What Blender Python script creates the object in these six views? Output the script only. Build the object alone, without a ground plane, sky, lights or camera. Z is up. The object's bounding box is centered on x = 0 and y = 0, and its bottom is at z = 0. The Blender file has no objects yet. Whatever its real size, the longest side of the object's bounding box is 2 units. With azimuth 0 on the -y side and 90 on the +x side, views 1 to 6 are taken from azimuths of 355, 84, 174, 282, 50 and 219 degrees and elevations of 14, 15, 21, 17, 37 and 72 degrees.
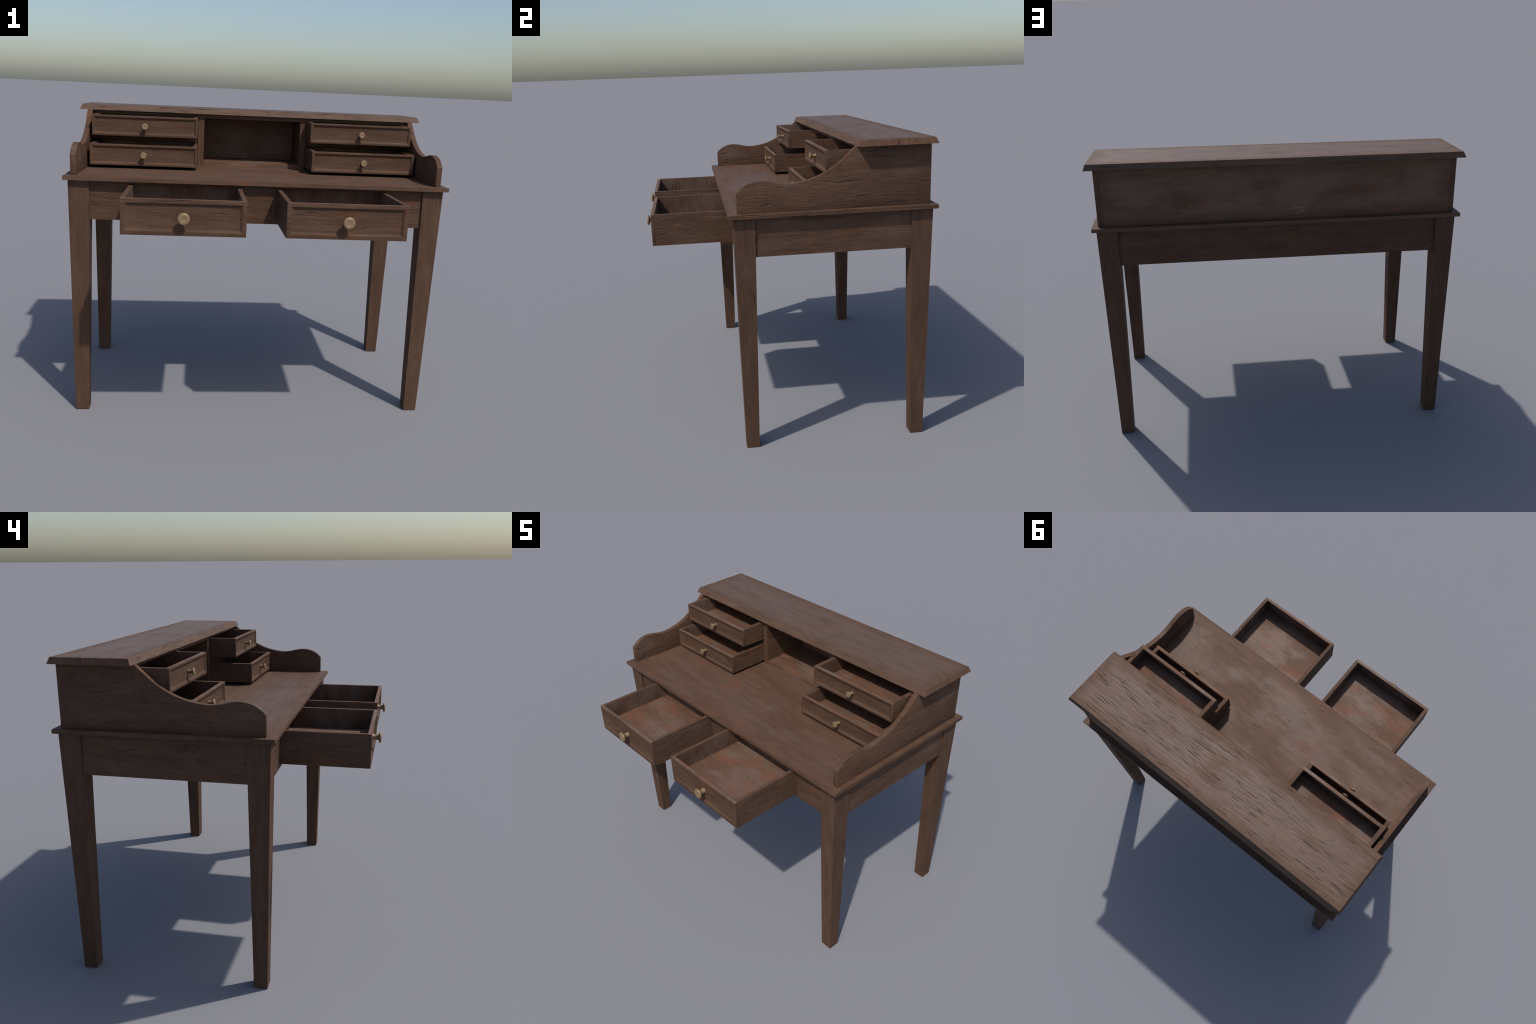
"""Weathered wooden writing desk: tapered legs, apron with two pulled-out
drawers, a top board carrying scrolled side panels and a raised hood with four
small pulled-out drawers around an open pigeonhole.   Metres, z up."""
import bpy, bmesh, math
from mathutils import Vector

# ------------------------------------------------------------------ sizes
TOP_X, TOP_Y0, TOP_Y1, TOP_Z0, TOP_Z1 = 0.9875, -0.3100, 0.7436, 1.2555, 1.2755
HOOD_Z0, HOOD_Z1 = 1.5800, 1.6100
HOOD_BASE = (1.0000, 0.3315, 0.7320)          # half width, front, back (under side)
HOOD_TOP = (0.9885, 0.3460, 0.7200)           # same on the upper side
PANEL_X0, PANEL_X1 = 0.9278, 0.9562           # side panel inner / outer face
PANEL_BACK = 0.7100
CARCASS_FRONT = 0.3540                        # front plane of pigeonhole and dividers
LEG_CX, LEG_CY = 0.9122, (-0.2319, 0.6679)
LEG_TOP, LEG_FOOT = (0.1066, 0.1090), (0.0695, 0.0680)
APRON_Z0 = 1.0546

# ------------------------------------------------------------------ node kit
class Kit:
    def __init__(self, name):
        self.mat = bpy.data.materials.new(name)
        self.mat.use_nodes = True
        self.t = self.mat.node_tree
        self.t.nodes.clear()

    def node(self, kind, **kw):
        n = self.t.nodes.new(kind)
        for k, v in kw.items():
            setattr(n, k, v)
        return n

    def link(self, a, b):
        self.t.links.new(a, b)

    def put(self, sock, v):
        if isinstance(v, bpy.types.NodeSocket):
            self.link(v, sock)
        else:
            sock.default_value = v

    def math(self, op, a, b=0.0, c=0.0, clamp=False):
        n = self.node('ShaderNodeMath', operation=op, use_clamp=clamp)
        for i, v in enumerate((a, b, c)):
            self.put(n.inputs[i], v)
        return n.outputs[0]

    def vmath(self, op, a, b):
        n = self.node('ShaderNodeVectorMath', operation=op)
        self.put(n.inputs[0], a)
        self.put(n.inputs[1], b)
        return n.outputs[0]

    def noise(self, vec, scale, detail=4.0, rough=0.55, dist=0.0):
        n = self.node('ShaderNodeTexNoise')
        self.put(n.inputs['Vector'], vec)
        n.inputs['Scale'].default_value = scale
        n.inputs['Detail'].default_value = detail
        n.inputs['Roughness'].default_value = rough
        n.inputs['Distortion'].default_value = dist
        return n.outputs[0]

    def step(self, v, lo, hi, a=0.0, b=1.0):
        n = self.node('ShaderNodeMapRange', interpolation_type='SMOOTHSTEP')
        self.put(n.inputs['Value'], v)
        n.inputs['From Min'].default_value = lo
        n.inputs['From Max'].default_value = hi
        n.inputs['To Min'].default_value = a
        n.inputs['To Max'].default_value = b
        return n.outputs[0]

    def mix(self, f, a, b, mode='MIX'):
        n = self.node('ShaderNodeMix', data_type='RGBA', blend_type=mode)
        self.put(n.inputs[0], f)
        for s, v in ((n.inputs[6], a), (n.inputs[7], b)):
            self.put(s, v if isinstance(v, bpy.types.NodeSocket) else (*v, 1.0))
        return n.outputs[2]

    def scale(self, vec, s):
        n = self.node('ShaderNodeMapping')
        self.put(n.inputs['Vector'], vec)
        n.inputs['Scale'].default_value = s
        return n.outputs[0]


def wood(name, axis, grey=0.5, rust=0.5, cracks=0.5, relief=1.0, edge=None,
         tint=(1.0, 1.0, 1.0), rough=0.66, gloss=0.16, patch=0.5, depth=1.0, stain=0.7, scuff=None,
         coarse=(6.5, 112.0), wander=0.10):
    """Old stained timber.  axis: grain direction; grey / rust / cracks: how much
    of each kind of wear; edge: (axis, half size) pairs of a board whose rim
    stays brown and dull; patch: how far the grey tone shows in colour (the rest is
    a smoother surface); depth: darkness of the wood; scuff: spot with pale scratches."""
    k = Kit(name)
    coord = k.node('ShaderNodeTexCoord').outputs['Object']
    place = k.node('ShaderNodeObjectInfo').outputs['Location']
    p = k.vmath('ADD', coord, k.scale(place, (3.1, 2.3, 4.7)))
    stretch = lambda along, across: tuple(along if a == axis else across for a in 'xyz')
    # slow sideways drift makes the grain lines wander
    drift = k.noise(k.scale(p, stretch(2.2, 5.0)), 1.0, 3.0, 0.5)
    off = k.node('ShaderNodeCombineXYZ')
    for a in 'xyz':
        if a != axis:
            k.put(off.inputs['xyz'.index(a)], k.math('MULTIPLY', drift, wander))
    q = k.vmath('ADD', p, off.outputs[0])
    fine = k.noise(k.scale(q, stretch(9.0, 210.0)), 1.0, 3.0, 0.6)
    ridge = k.noise(k.scale(q, stretch(5.0, 105.0)), 1.0, 2.0, 0.5, 0.4)
    broad = k.noise(k.scale(q, stretch(3.4, 26.0)), 1.0, 5.0, 0.65)
    cloud = k.noise(k.scale(p, stretch(3.0, 5.5)), 1.0, 5.0, 0.62)
    blot = k.noise(k.scale(p, stretch(4.6, 6.5)), 1.3, 7.0, 0.72)
    smoke = k.noise(k.scale(p, stretch(2.4, 4.2)), 1.7, 4.0, 0.6)
    # weathering gathers in patches, where the grain opens into raised ridges and splits
    where = k.noise(k.scale(p, stretch(3.2, 8.0)), 2.1, 3.0, 0.55)
    worn = k.step(where, 0.62 - 0.17 * cracks, 0.76 - 0.17 * cracks)
    split = k.noise(k.scale(q, stretch(coarse[0], coarse[1])), 1.0, 2.0, 0.5, 0.35)
    crack = k.math('MULTIPLY', k.step(split, 0.57, 0.72), worn)

    rim = None
    if edge:
        sep = k.node('ShaderNodeSeparateXYZ')
        k.link(coord, sep.inputs[0])
        dx, dy = (k.math('SUBTRACT', h, k.math('ABSOLUTE', sep.outputs['xyz'.index(a)])) for a, h in edge)
        d = k.math('SUBTRACT', k.math('MINIMUM', dx, dy), k.math('MULTIPLY', cloud, 0.11))
        rim = k.step(d, -0.035, 0.035)

    def col(r, g, b):
        return (r * tint[0] * depth, 0.928 * g * tint[1] * depth, 0.90 * b * tint[2] * depth)
    c = k.mix(k.step(broad, 0.34, 0.68), col(.104, .060, .038), col(.138, .084, .055))
    c = k.mix(k.step(fine, 0.38, 0.66, 0.0, 0.42), c, col(.074, .044, .029))
    g = k.step(cloud, 0.72 - 0.34 * grey, 0.90 - 0.30 * grey)
    if rim is not None:
        g = k.math('MULTIPLY', g, rim)
    c = k.mix(k.math('MULTIPLY', g, k.step(ridge, 0.30, 0.62, 0.55 * patch, patch)), c, col(.168, .124, .101))
    r = k.step(blot, 0.64 - 0.18 * rust, 0.76 - 0.18 * rust, 0.0, stain)
    c = k.mix(k.math('MULTIPLY', r, k.step(fine, 0.30, 0.62, 1.0, 0.65)), c, col(.172, .076, .043))
    c = k.mix(k.step(smoke, 0.60, 0.78, 0.0, 0.40), c, col(.068, .048, .038))
    c = k.mix(k.math('MULTIPLY', crack, 0.38), c, col(.030, .019, .014))

    if scuff:
        near = k.node('ShaderNodeVectorMath', operation='LENGTH')
        k.link(k.scale(k.vmath('SUBTRACT', coord, scuff[0]), tuple(1.0 / v for v in scuff[1])), near.inputs[0])
        mark = k.math('MULTIPLY', k.step(near.outputs['Value'], 0.5, 1.0, 1.0, 0.0), k.step(split, 0.55, 0.66))
        c = k.mix(k.math('MULTIPLY', mark, 0.5), c, (.30, .19, .115))
    h = k.math('ADD', k.math('MULTIPLY', ridge, k.math('MULTIPLY_ADD', worn, 0.6, 0.55)), k.math('MULTIPLY', fine, 0.30))
    h = k.math('SUBTRACT', h, k.math('MULTIPLY', k.math('MULTIPLY', split, worn), 0.8))
    h = k.math('SUBTRACT', h, k.math('MULTIPLY', crack, 1.3))
    bump = k.node('ShaderNodeBump')
    bump.inputs['Strength'].default_value = min(1.0, 0.55 * relief)
    bump.inputs['Distance'].default_value = 0.0042
    k.link(h, bump.inputs['Height'])
    b = k.node('ShaderNodeBsdfPrincipled')
    k.link(c, b.inputs['Base Color'])
    k.link(bump.outputs[0], b.inputs['Normal'])
    k.put(b.inputs['Roughness'], k.math('SUBTRACT', rough + 0.06, k.math('MULTIPLY', g, 0.16)))
    b.inputs['Specular IOR Level'].default_value = gloss
    out = k.node('ShaderNodeOutputMaterial')
    k.link(b.outputs[0], out.inputs[0])
    return k.mat


def brass():
    k = Kit('aged_brass')
    coord = k.node('ShaderNodeTexCoord').outputs['Object']
    n = k.noise(coord, 38.0, 4.0, 0.6)
    sep = k.node('ShaderNodeSeparateXYZ')
    k.link(coord, sep.inputs[0])
    rad = k.math('SQRT', k.math('ADD', k.math('POWER', sep.outputs[0], 2.0),
                                k.math('POWER', sep.outputs[2], 2.0)))
    c = k.mix(k.step(n, 0.35, 0.7), (.285, .188, .100), (.225, .152, .084))
    b = k.node('ShaderNodeBsdfPrincipled')
    k.link(c, b.inputs['Base Color'])
    b.inputs['Metallic'].default_value = 0.25
    k.put(b.inputs['Roughness'], k.step(n, 0.3, 0.7, 0.42, 0.58))
    out = k.node('ShaderNodeOutputMaterial')
    k.link(b.outputs[0], out.inputs[0])
    return k.mat


MAT = {
    'hood': wood('weathered_hood_wood', 'x', grey=1.35, rust=0.45, cracks=1.05, relief=1.4,
                 edge=(('x', HOOD_BASE[0]), ('y', 0.2)), rough=0.60, gloss=0.32, patch=0.32, stain=0.55, depth=0.93, coarse=(4.0, 130.0), wander=0.06),
    'hood_end': wood('hood_end_grain', 'z', grey=0.2, rust=0.2, cracks=0.9, relief=1.5, depth=0.98, coarse=(9.0, 75.0)),
    'top': wood('weathered_top_wood', 'x', grey=0.95, rust=0.65, cracks=0.3, relief=0.7,
                edge=(('x', TOP_X), ('y', 0.527)), rough=0.60, gloss=0.25, patch=0.30, stain=0.5, depth=0.89),
    'x': wood('brown_wood_lengthwise', 'x', grey=0.35, rust=0.55, cracks=0.75, relief=1.15, depth=0.78),
    'plain': wood('brown_wood_plain', 'x', grey=0.3, rust=0.3, cracks=0.2, relief=0.8, depth=0.80),
    'y': wood('brown_wood_sideways', 'y', grey=0.6, rust=0.45, cracks=0.72, relief=1.35, depth=0.84),
    'z': wood('brown_wood_upright', 'z', grey=0.30, rust=0.4, cracks=0.5, relief=0.9, depth=0.82),
    'back': wood('brown_wood_back', 'x', grey=1.15, rust=0.5, cracks=0.15, relief=0.7, depth=1.04, patch=0.52, stain=0.5,  # wood tinted paler than the other boards to match its skylit, unsunned brightness
                 edge=(('x', PANEL_X0), ('z', 0.15)), scuff=((-0.05, 0.03, -0.106), (0.21, 0.1, 0.034))),
    'inside': wood('drawer_inner_wood', 'z', grey=0.95, rust=0.5, cracks=0.55, relief=1.2, patch=0.85, depth=0.88,
                   coarse=(3.5, 130.0)),
    'floor': wood('drawer_floor_wood', 'x', grey=0.85, rust=0.88, cracks=0.1, relief=0.6, patch=0.85,
                  stain=0.75, depth=1.0, gloss=0.25),
    'brass': brass(),
}

# ------------------------------------------------------------------ builders
ROOT = None


def place(name, mesh, loc, parent=None):
    ob = bpy.data.objects.new(name, mesh)
    bpy.context.scene.collection.objects.link(ob)
    par = parent or ROOT
    ob.parent = par
    here = Vector((0, 0, 0))
    while par is not None:
        here += par.location
        par = par.parent
    ob.location = Vector(loc) - here
    return ob


def finish(bm, name, mats, bevel=0.0007, pick=None, angle=35):
    if bevel:
        sharp = [e for e in bm.edges if len(e.link_faces) == 2 and e.calc_face_angle(0) > 0.5]
        bmesh.ops.bevel(bm, geom=sharp, offset=bevel, segments=2, profile=0.6,
                        affect='EDGES', clamp_overlap=True)
    bmesh.ops.recalc_face_normals(bm, faces=bm.faces)
    me = bpy.data.meshes.new(name)
    for m in mats:
        me.materials.append(MAT[m])
    if pick:
        for f in bm.faces:
            f.material_index = pick(f)
    for f in bm.faces:
        f.smooth = True
    bm.to_mesh(me)
    bm.free()
    me.set_sharp_from_angle(angle=math.radians(angle))
    return me


def frustum(x0, x1, y0, y1, z0, z1, low=None):
    """Box; `low` gives (x0, x1, y0, y1) of the bottom if it differs from the top."""
    bm = bmesh.new()
    a = low or (x0, x1, y0, y1)
    lo = [bm.verts.new((x, y, z0)) for x, y in ((a[0], a[2]), (a[1], a[2]), (a[1], a[3]), (a[0], a[3]))]
    hi = [bm.verts.new((x, y, z1)) for x, y in ((x0, y0), (x1, y0), (x1, y1), (x0, y1))]
    bm.faces.new(lo[::-1])
    bm.faces.new(hi)
    for i in range(4):
        j = (i + 1) % 4
        bm.faces.new((lo[i], lo[j], hi[j], hi[i]))
    return bm


def board(name, x, y, z, mats, parent=None, pick=None, bevel=0.0007):
    """Plain board from three (min, max) spans, origin at its centre."""
    c = [(s[0] + s[1]) / 2 for s in (x, y, z)]
    h = [(s[1] - s[0]) / 2 for s in (x, y, z)]
    bm = frustum(-h[0], h[0], -h[1], h[1], -h[2], h[2])
    return place(name, finish(bm, name, mats, bevel, pick), c, parent)


def catmull(pts, n=6):
    out = []
    for i in range(len(pts) - 1):
        p0, p1, p2, p3 = pts[max(i - 1, 0)], pts[i], pts[i + 1], pts[min(i + 2, len(pts) - 1)]
        for s in range(n):
            t = s / n
            out.append(tuple(0.5 * (2 * b + (c - a) * t + (2 * a - 5 * b + 4 * c - d) * t * t
                                    + (3 * b - a - 3 * c + d) * t ** 3)
                             for a, b, c, d in zip(p0, p1, p2, p3)))
    return out + [pts[-1]]


# ------------------------------------------------------------------ desk root
ROOT = bpy.data.objects.new('writing_desk', None)
bpy.context.scene.collection.objects.link(ROOT)
ROOT['label'] = 'old brown wooden writing desk with six open drawers'
ROOT['category'] = 'desk'

# legs: one tapered mesh, four copies
lt, lf = (LEG_TOP[0] / 2, LEG_TOP[1] / 2), (LEG_FOOT[0] / 2, LEG_FOOT[1] / 2)
leg = finish(frustum(-lt[0], lt[0], -lt[1], lt[1], 0.0, TOP_Z0 - 0.0005,
                     (-lf[0], lf[0], -lf[1], lf[1])), 'leg', ['z'], 0.0008)
for sx in (-1, 1):
    for y in LEG_CY:
        place('leg', leg, (sx * LEG_CX, y, 0.0))

# apron: four boards between the legs, the front one pierced for the drawers
ax = LEG_CX - LEG_TOP[0] / 2 + 0.006
ins_y = (LEG_CY[0] + LEG_TOP[1] / 2 - 0.006, LEG_CY[1] - LEG_TOP[1] / 2 + 0.006)
for sx in (-1, 1):
    board('side_apron', sorted((sx * 0.932, sx * 0.9565)), ins_y, (APRON_Z0, TOP_Z0 - 0.0005), ['y'])
board('back_apron', (-ax, ax), (0.683, 0.7065), (APRON_Z0, TOP_Z0 - 0.0005), ['x'])

xs = [-ax, -0.6635, -0.0918, 0.0918, 0.6635, ax]
zs = [APRON_Z0, 1.0710, 1.2398, TOP_Z0 - 0.0005]
bm = bmesh.new()
zc = (zs[0] + zs[-1]) / 2
grid = [[bm.verts.new((x, 0.0, z - zc)) for z in zs] for x in xs]
for i in range(5):
    for j in range(3):
        if not (j == 1 and i in (1, 3)):
            bm.faces.new((grid[i][j], grid[i + 1][j], grid[i + 1][j + 1], grid[i][j + 1]))
ext = bmesh.ops.extrude_face_region(bm, geom=bm.faces[:])
bmesh.ops.translate(bm, vec=(0, 0.0215, 0), verts=[v for v in ext['geom'] if isinstance(v, bmesh.types.BMVert)])
place('front_apron', finish(bm, 'front_apron', ['x'], 0.0), (0, -0.2738, zc))

# writing surface
board('desktop', (-TOP_X, TOP_X), (TOP_Y0, TOP_Y1), (TOP_Z0, TOP_Z1), ['top', 'y'],
      pick=lambda f: 1 if abs(f.normal.x) > 0.8 else 0)

# scrolled side panels: profile in the y-z plane
curve = catmull([(-0.2640, 1.3760), (-0.2410, 1.3985), (-0.2090, 1.4178), (-0.1700, 1.4282),
                 (-0.1330, 1.4297), (-0.0960, 1.4245), (-0.0610, 1.4160), (-0.0180, 1.4112),
                 (0.0290, 1.4140), (0.0980, 1.4280), (0.1700, 1.4560), (0.2325, 1.4938),
                 (0.2860, 1.5393), (0.3300, HOOD_Z0 - 0.0008)], 5)
outline = [(-0.2640, TOP_Z1 + 0.0005)] + curve + [(PANEL_BACK, HOOD_Z0 - 0.0008), (PANEL_BACK, TOP_Z1 + 0.0005)]
pc = (0.22, 1.42)
half = (PANEL_X1 - PANEL_X0) / 2
bm = bmesh.new()
face = bm.faces.new([bm.verts.new((-half, y - pc[0], z - pc[1])) for y, z in outline])
ext = bmesh.ops.extrude_face_region(bm, geom=[face])
bmesh.ops.translate(bm, vec=(2 * half, 0, 0), verts=[v for v in ext['geom'] if isinstance(v, bmesh.types.BMVert)])
bmesh.ops.recalc_face_normals(bm, faces=bm.faces)
panel = finish(bm, 'side_panel', ['y'], 0.0007, angle=30)
for sx in (-1, 1):
    place('side_panel', panel, (sx * (PANEL_X0 + half), pc[0], pc[1]))

# carcass behind the drawers
DIV0, DIV1 = 0.2848, 0.3205
board('back_panel', (-PANEL_X0, PANEL_X0), (0.673, PANEL_BACK - 0.0012), (TOP_Z1 + 0.0005, HOOD_Z0 - 0.0008), ['back'])
board('top_rail', (-PANEL_X0, PANEL_X0), (CARCASS_FRONT, 0.673), (1.5612, HOOD_Z0 - 0.0008), ['plain'])
board('pigeonhole_ceiling', (-DIV0, DIV0), (CARCASS_FRONT, 0.673), (1.5558, 1.5610), ['plain'])
for sx in (-1, 1):
    board('divider', sorted((sx * DIV0, sx * DIV1)), (CARCASS_FRONT, 0.673), (TOP_Z1 + 0.0005, 1.5610), ['y', 'z'],
          pick=lambda f: 1 if f.normal.y < -0.8 else 0)
    board('drawer_shelf', sorted((sx * DIV1, sx * PANEL_X0)), (CARCASS_FRONT + 0.009, 0.673), (1.4125, 1.4425), ['plain'])
board('pigeonhole_floor', (-DIV0, DIV0), (CARCASS_FRONT, 0.673), (TOP_Z1 + 0.0005, 1.2995), ['floor'])

# hood board with sloping edges
hc = ((HOOD_BASE[1] + HOOD_BASE[2]) / 2, (HOOD_Z0 + HOOD_Z1) / 2)
hh = (HOOD_Z1 - HOOD_Z0) / 2
bm = frustum(-HOOD_TOP[0], HOOD_TOP[0], HOOD_TOP[1] - hc[0], HOOD_TOP[2] - hc[0], -hh, hh,
             (-HOOD_BASE[0], HOOD_BASE[0], HOOD_BASE[1] - hc[0], HOOD_BASE[2] - hc[0]))
place('hood_board', finish(bm, 'hood_board', ['hood', 'hood_end'], 0.0007,
                           lambda f: 1 if abs(f.normal.x) > 0.7 else 0), (0, hc[0], hc[1]))


# ------------------------------------------------------------------ drawers
def lathe(profile, n=40):
    """Turn (radius, y) points about the y axis."""
    bm = bmesh.new()
    rings = []
    for r, y in profile:
        if r < 1e-6:
            rings.append([bm.verts.new((0, y, 0))])
        else:
            rings.append([bm.verts.new((r * math.cos(2 * math.pi * i / n), y, r * math.sin(2 * math.pi * i / n)))
                          for i in range(n)])
    for a, b in zip(rings, rings[1:]):
        for i in range(n):
            j = (i + 1) % n
            if len(b) == 1:
                bm.faces.new((a[i], a[j], b[0]))
            else:
                bm.faces.new((a[i], a[j], b[j], b[i]))
    return bm


def knob_mesh(R, stem, length):
    """Round pull: flared stem, thin mushroom disc with a turned ring on its face."""
    L = -length
    t = R * 0.47
    prof = [(stem * 1.12, 0.002), (stem * 1.12, -0.0015), (stem, -0.004), (stem * 0.97, L * 0.35),
            (stem * 0.90, L + t * 1.35), (stem * 1.02, L + t * 1.05), (R * 0.80, L + t * 0.98),
            (R * 0.95, L + t * 0.82), (R, L + t * 0.55), (R * 0.96, L + t * 0.28), (R * 0.86, L + t * 0.08),
            (R * 0.76, L + t * 0.02), (R * 0.70, L + t * 0.10), (R * 0.66, L + t * 0.10),
            (R * 0.60, L), (R * 0.52, L), (R * 0.47, L + t * 0.07), (R * 0.2, L + t * 0.05), (0, L + t * 0.05)]
    return finish(lathe(prof), 'knob', ['brass'], 0.0, angle=50)


def front_mesh(w, h, depth, frame, slope, sink):
    """Drawer front: flat frame around a sunken field with sloping sides."""
    bm = bmesh.new()

    def ring(dx, y):
        a, b = w / 2 - dx, h / 2 - dx
        return [bm.verts.new(p) for p in ((-a, y, -b), (a, y, -b), (a, y, b), (-a, y, b))]
    loops = [ring(0, depth), ring(0, 0), ring(frame, 0), ring(frame + slope, sink)]
    for a, b in zip(loops, loops[1:]):
        for i in range(4):
            j = (i + 1) % 4
            bm.faces.new((a[i], a[j], b[j], b[i]))
    bm.faces.new(loops[-1])
    bm.faces.new(loops[0][::-1])
    bmesh.ops.recalc_face_normals(bm, faces=bm.faces)
    return bm


def drawer(cx, w, y0, y1, z0, z1, floor, front, knob_z, knob, wood_front, WALL, FRONT):
    """Open box pulled towards -y; the front board spans the full width."""
    x0, x1 = cx - w / 2, cx + w / 2
    zc = (z0 + z1) / 2
    base = board('drawer', (x0 + WALL, x1 - WALL), (y0 + FRONT, y1 - WALL), (z0 + 0.002, floor), ['floor'], bevel=0)
    # sides: outside grain runs front to back, inside boards are upright
    for sx in (-1, 1):
        a, b = (x0, x0 + WALL) if sx < 0 else (x1 - WALL, x1)
        board('drawer_side', (a, b), (y0 + FRONT, y1), (z0, z1), ['y', 'inside'], base,
              pick=lambda f, s=sx: 1 if f.normal.x * s < -0.8 else 0, bevel=0.0006)
    board('drawer_back', (x0 + WALL, x1 - WALL), (y1 - WALL, y1), (z0, z1), ['inside'], base, bevel=0.0006)
    fm = finish(front_mesh(w, z1 - z0, FRONT, *front), 'drawer_front', [wood_front, 'inside', 'floor'], 0.0008,
                lambda f: 1 if f.normal.y > 0.8 else (2 if f.normal.z > 0.9 else 0))
    place('drawer_front', fm, (cx, y0, zc), base)
    place('knob', knob, (cx, y0 + front[2], knob_z), base)


big_knob = knob_mesh(0.0286, 0.0147, 0.0469)
small_knob = knob_mesh(0.0181, 0.0096, 0.0350)
for cx, y0 in ((-0.3775, -0.7068), (0.3775, -0.6980)):
    drawer(cx, 0.5700, y0, y0 + 0.493, 1.0722, 1.2386, 1.1300, (0.0187, 0.0100, 0.0100), 1.1562, big_knob, 'x', 0.0210, 0.0190)
for cx in (-0.6172, 0.6172):
    drawer(cx, 0.5890, 0.1842, 0.520, 1.4470, 1.5603, 1.4678, (0.0105, 0.0095, 0.0085), 1.5030, small_knob, 'plain', 0.0240, 0.0205)
    drawer(cx, 0.5890, 0.0855, 0.421, 1.2925, 1.4075, 1.3150, (0.0105, 0.0095, 0.0085), 1.3520, small_knob, 'plain', 0.0240, 0.0190)
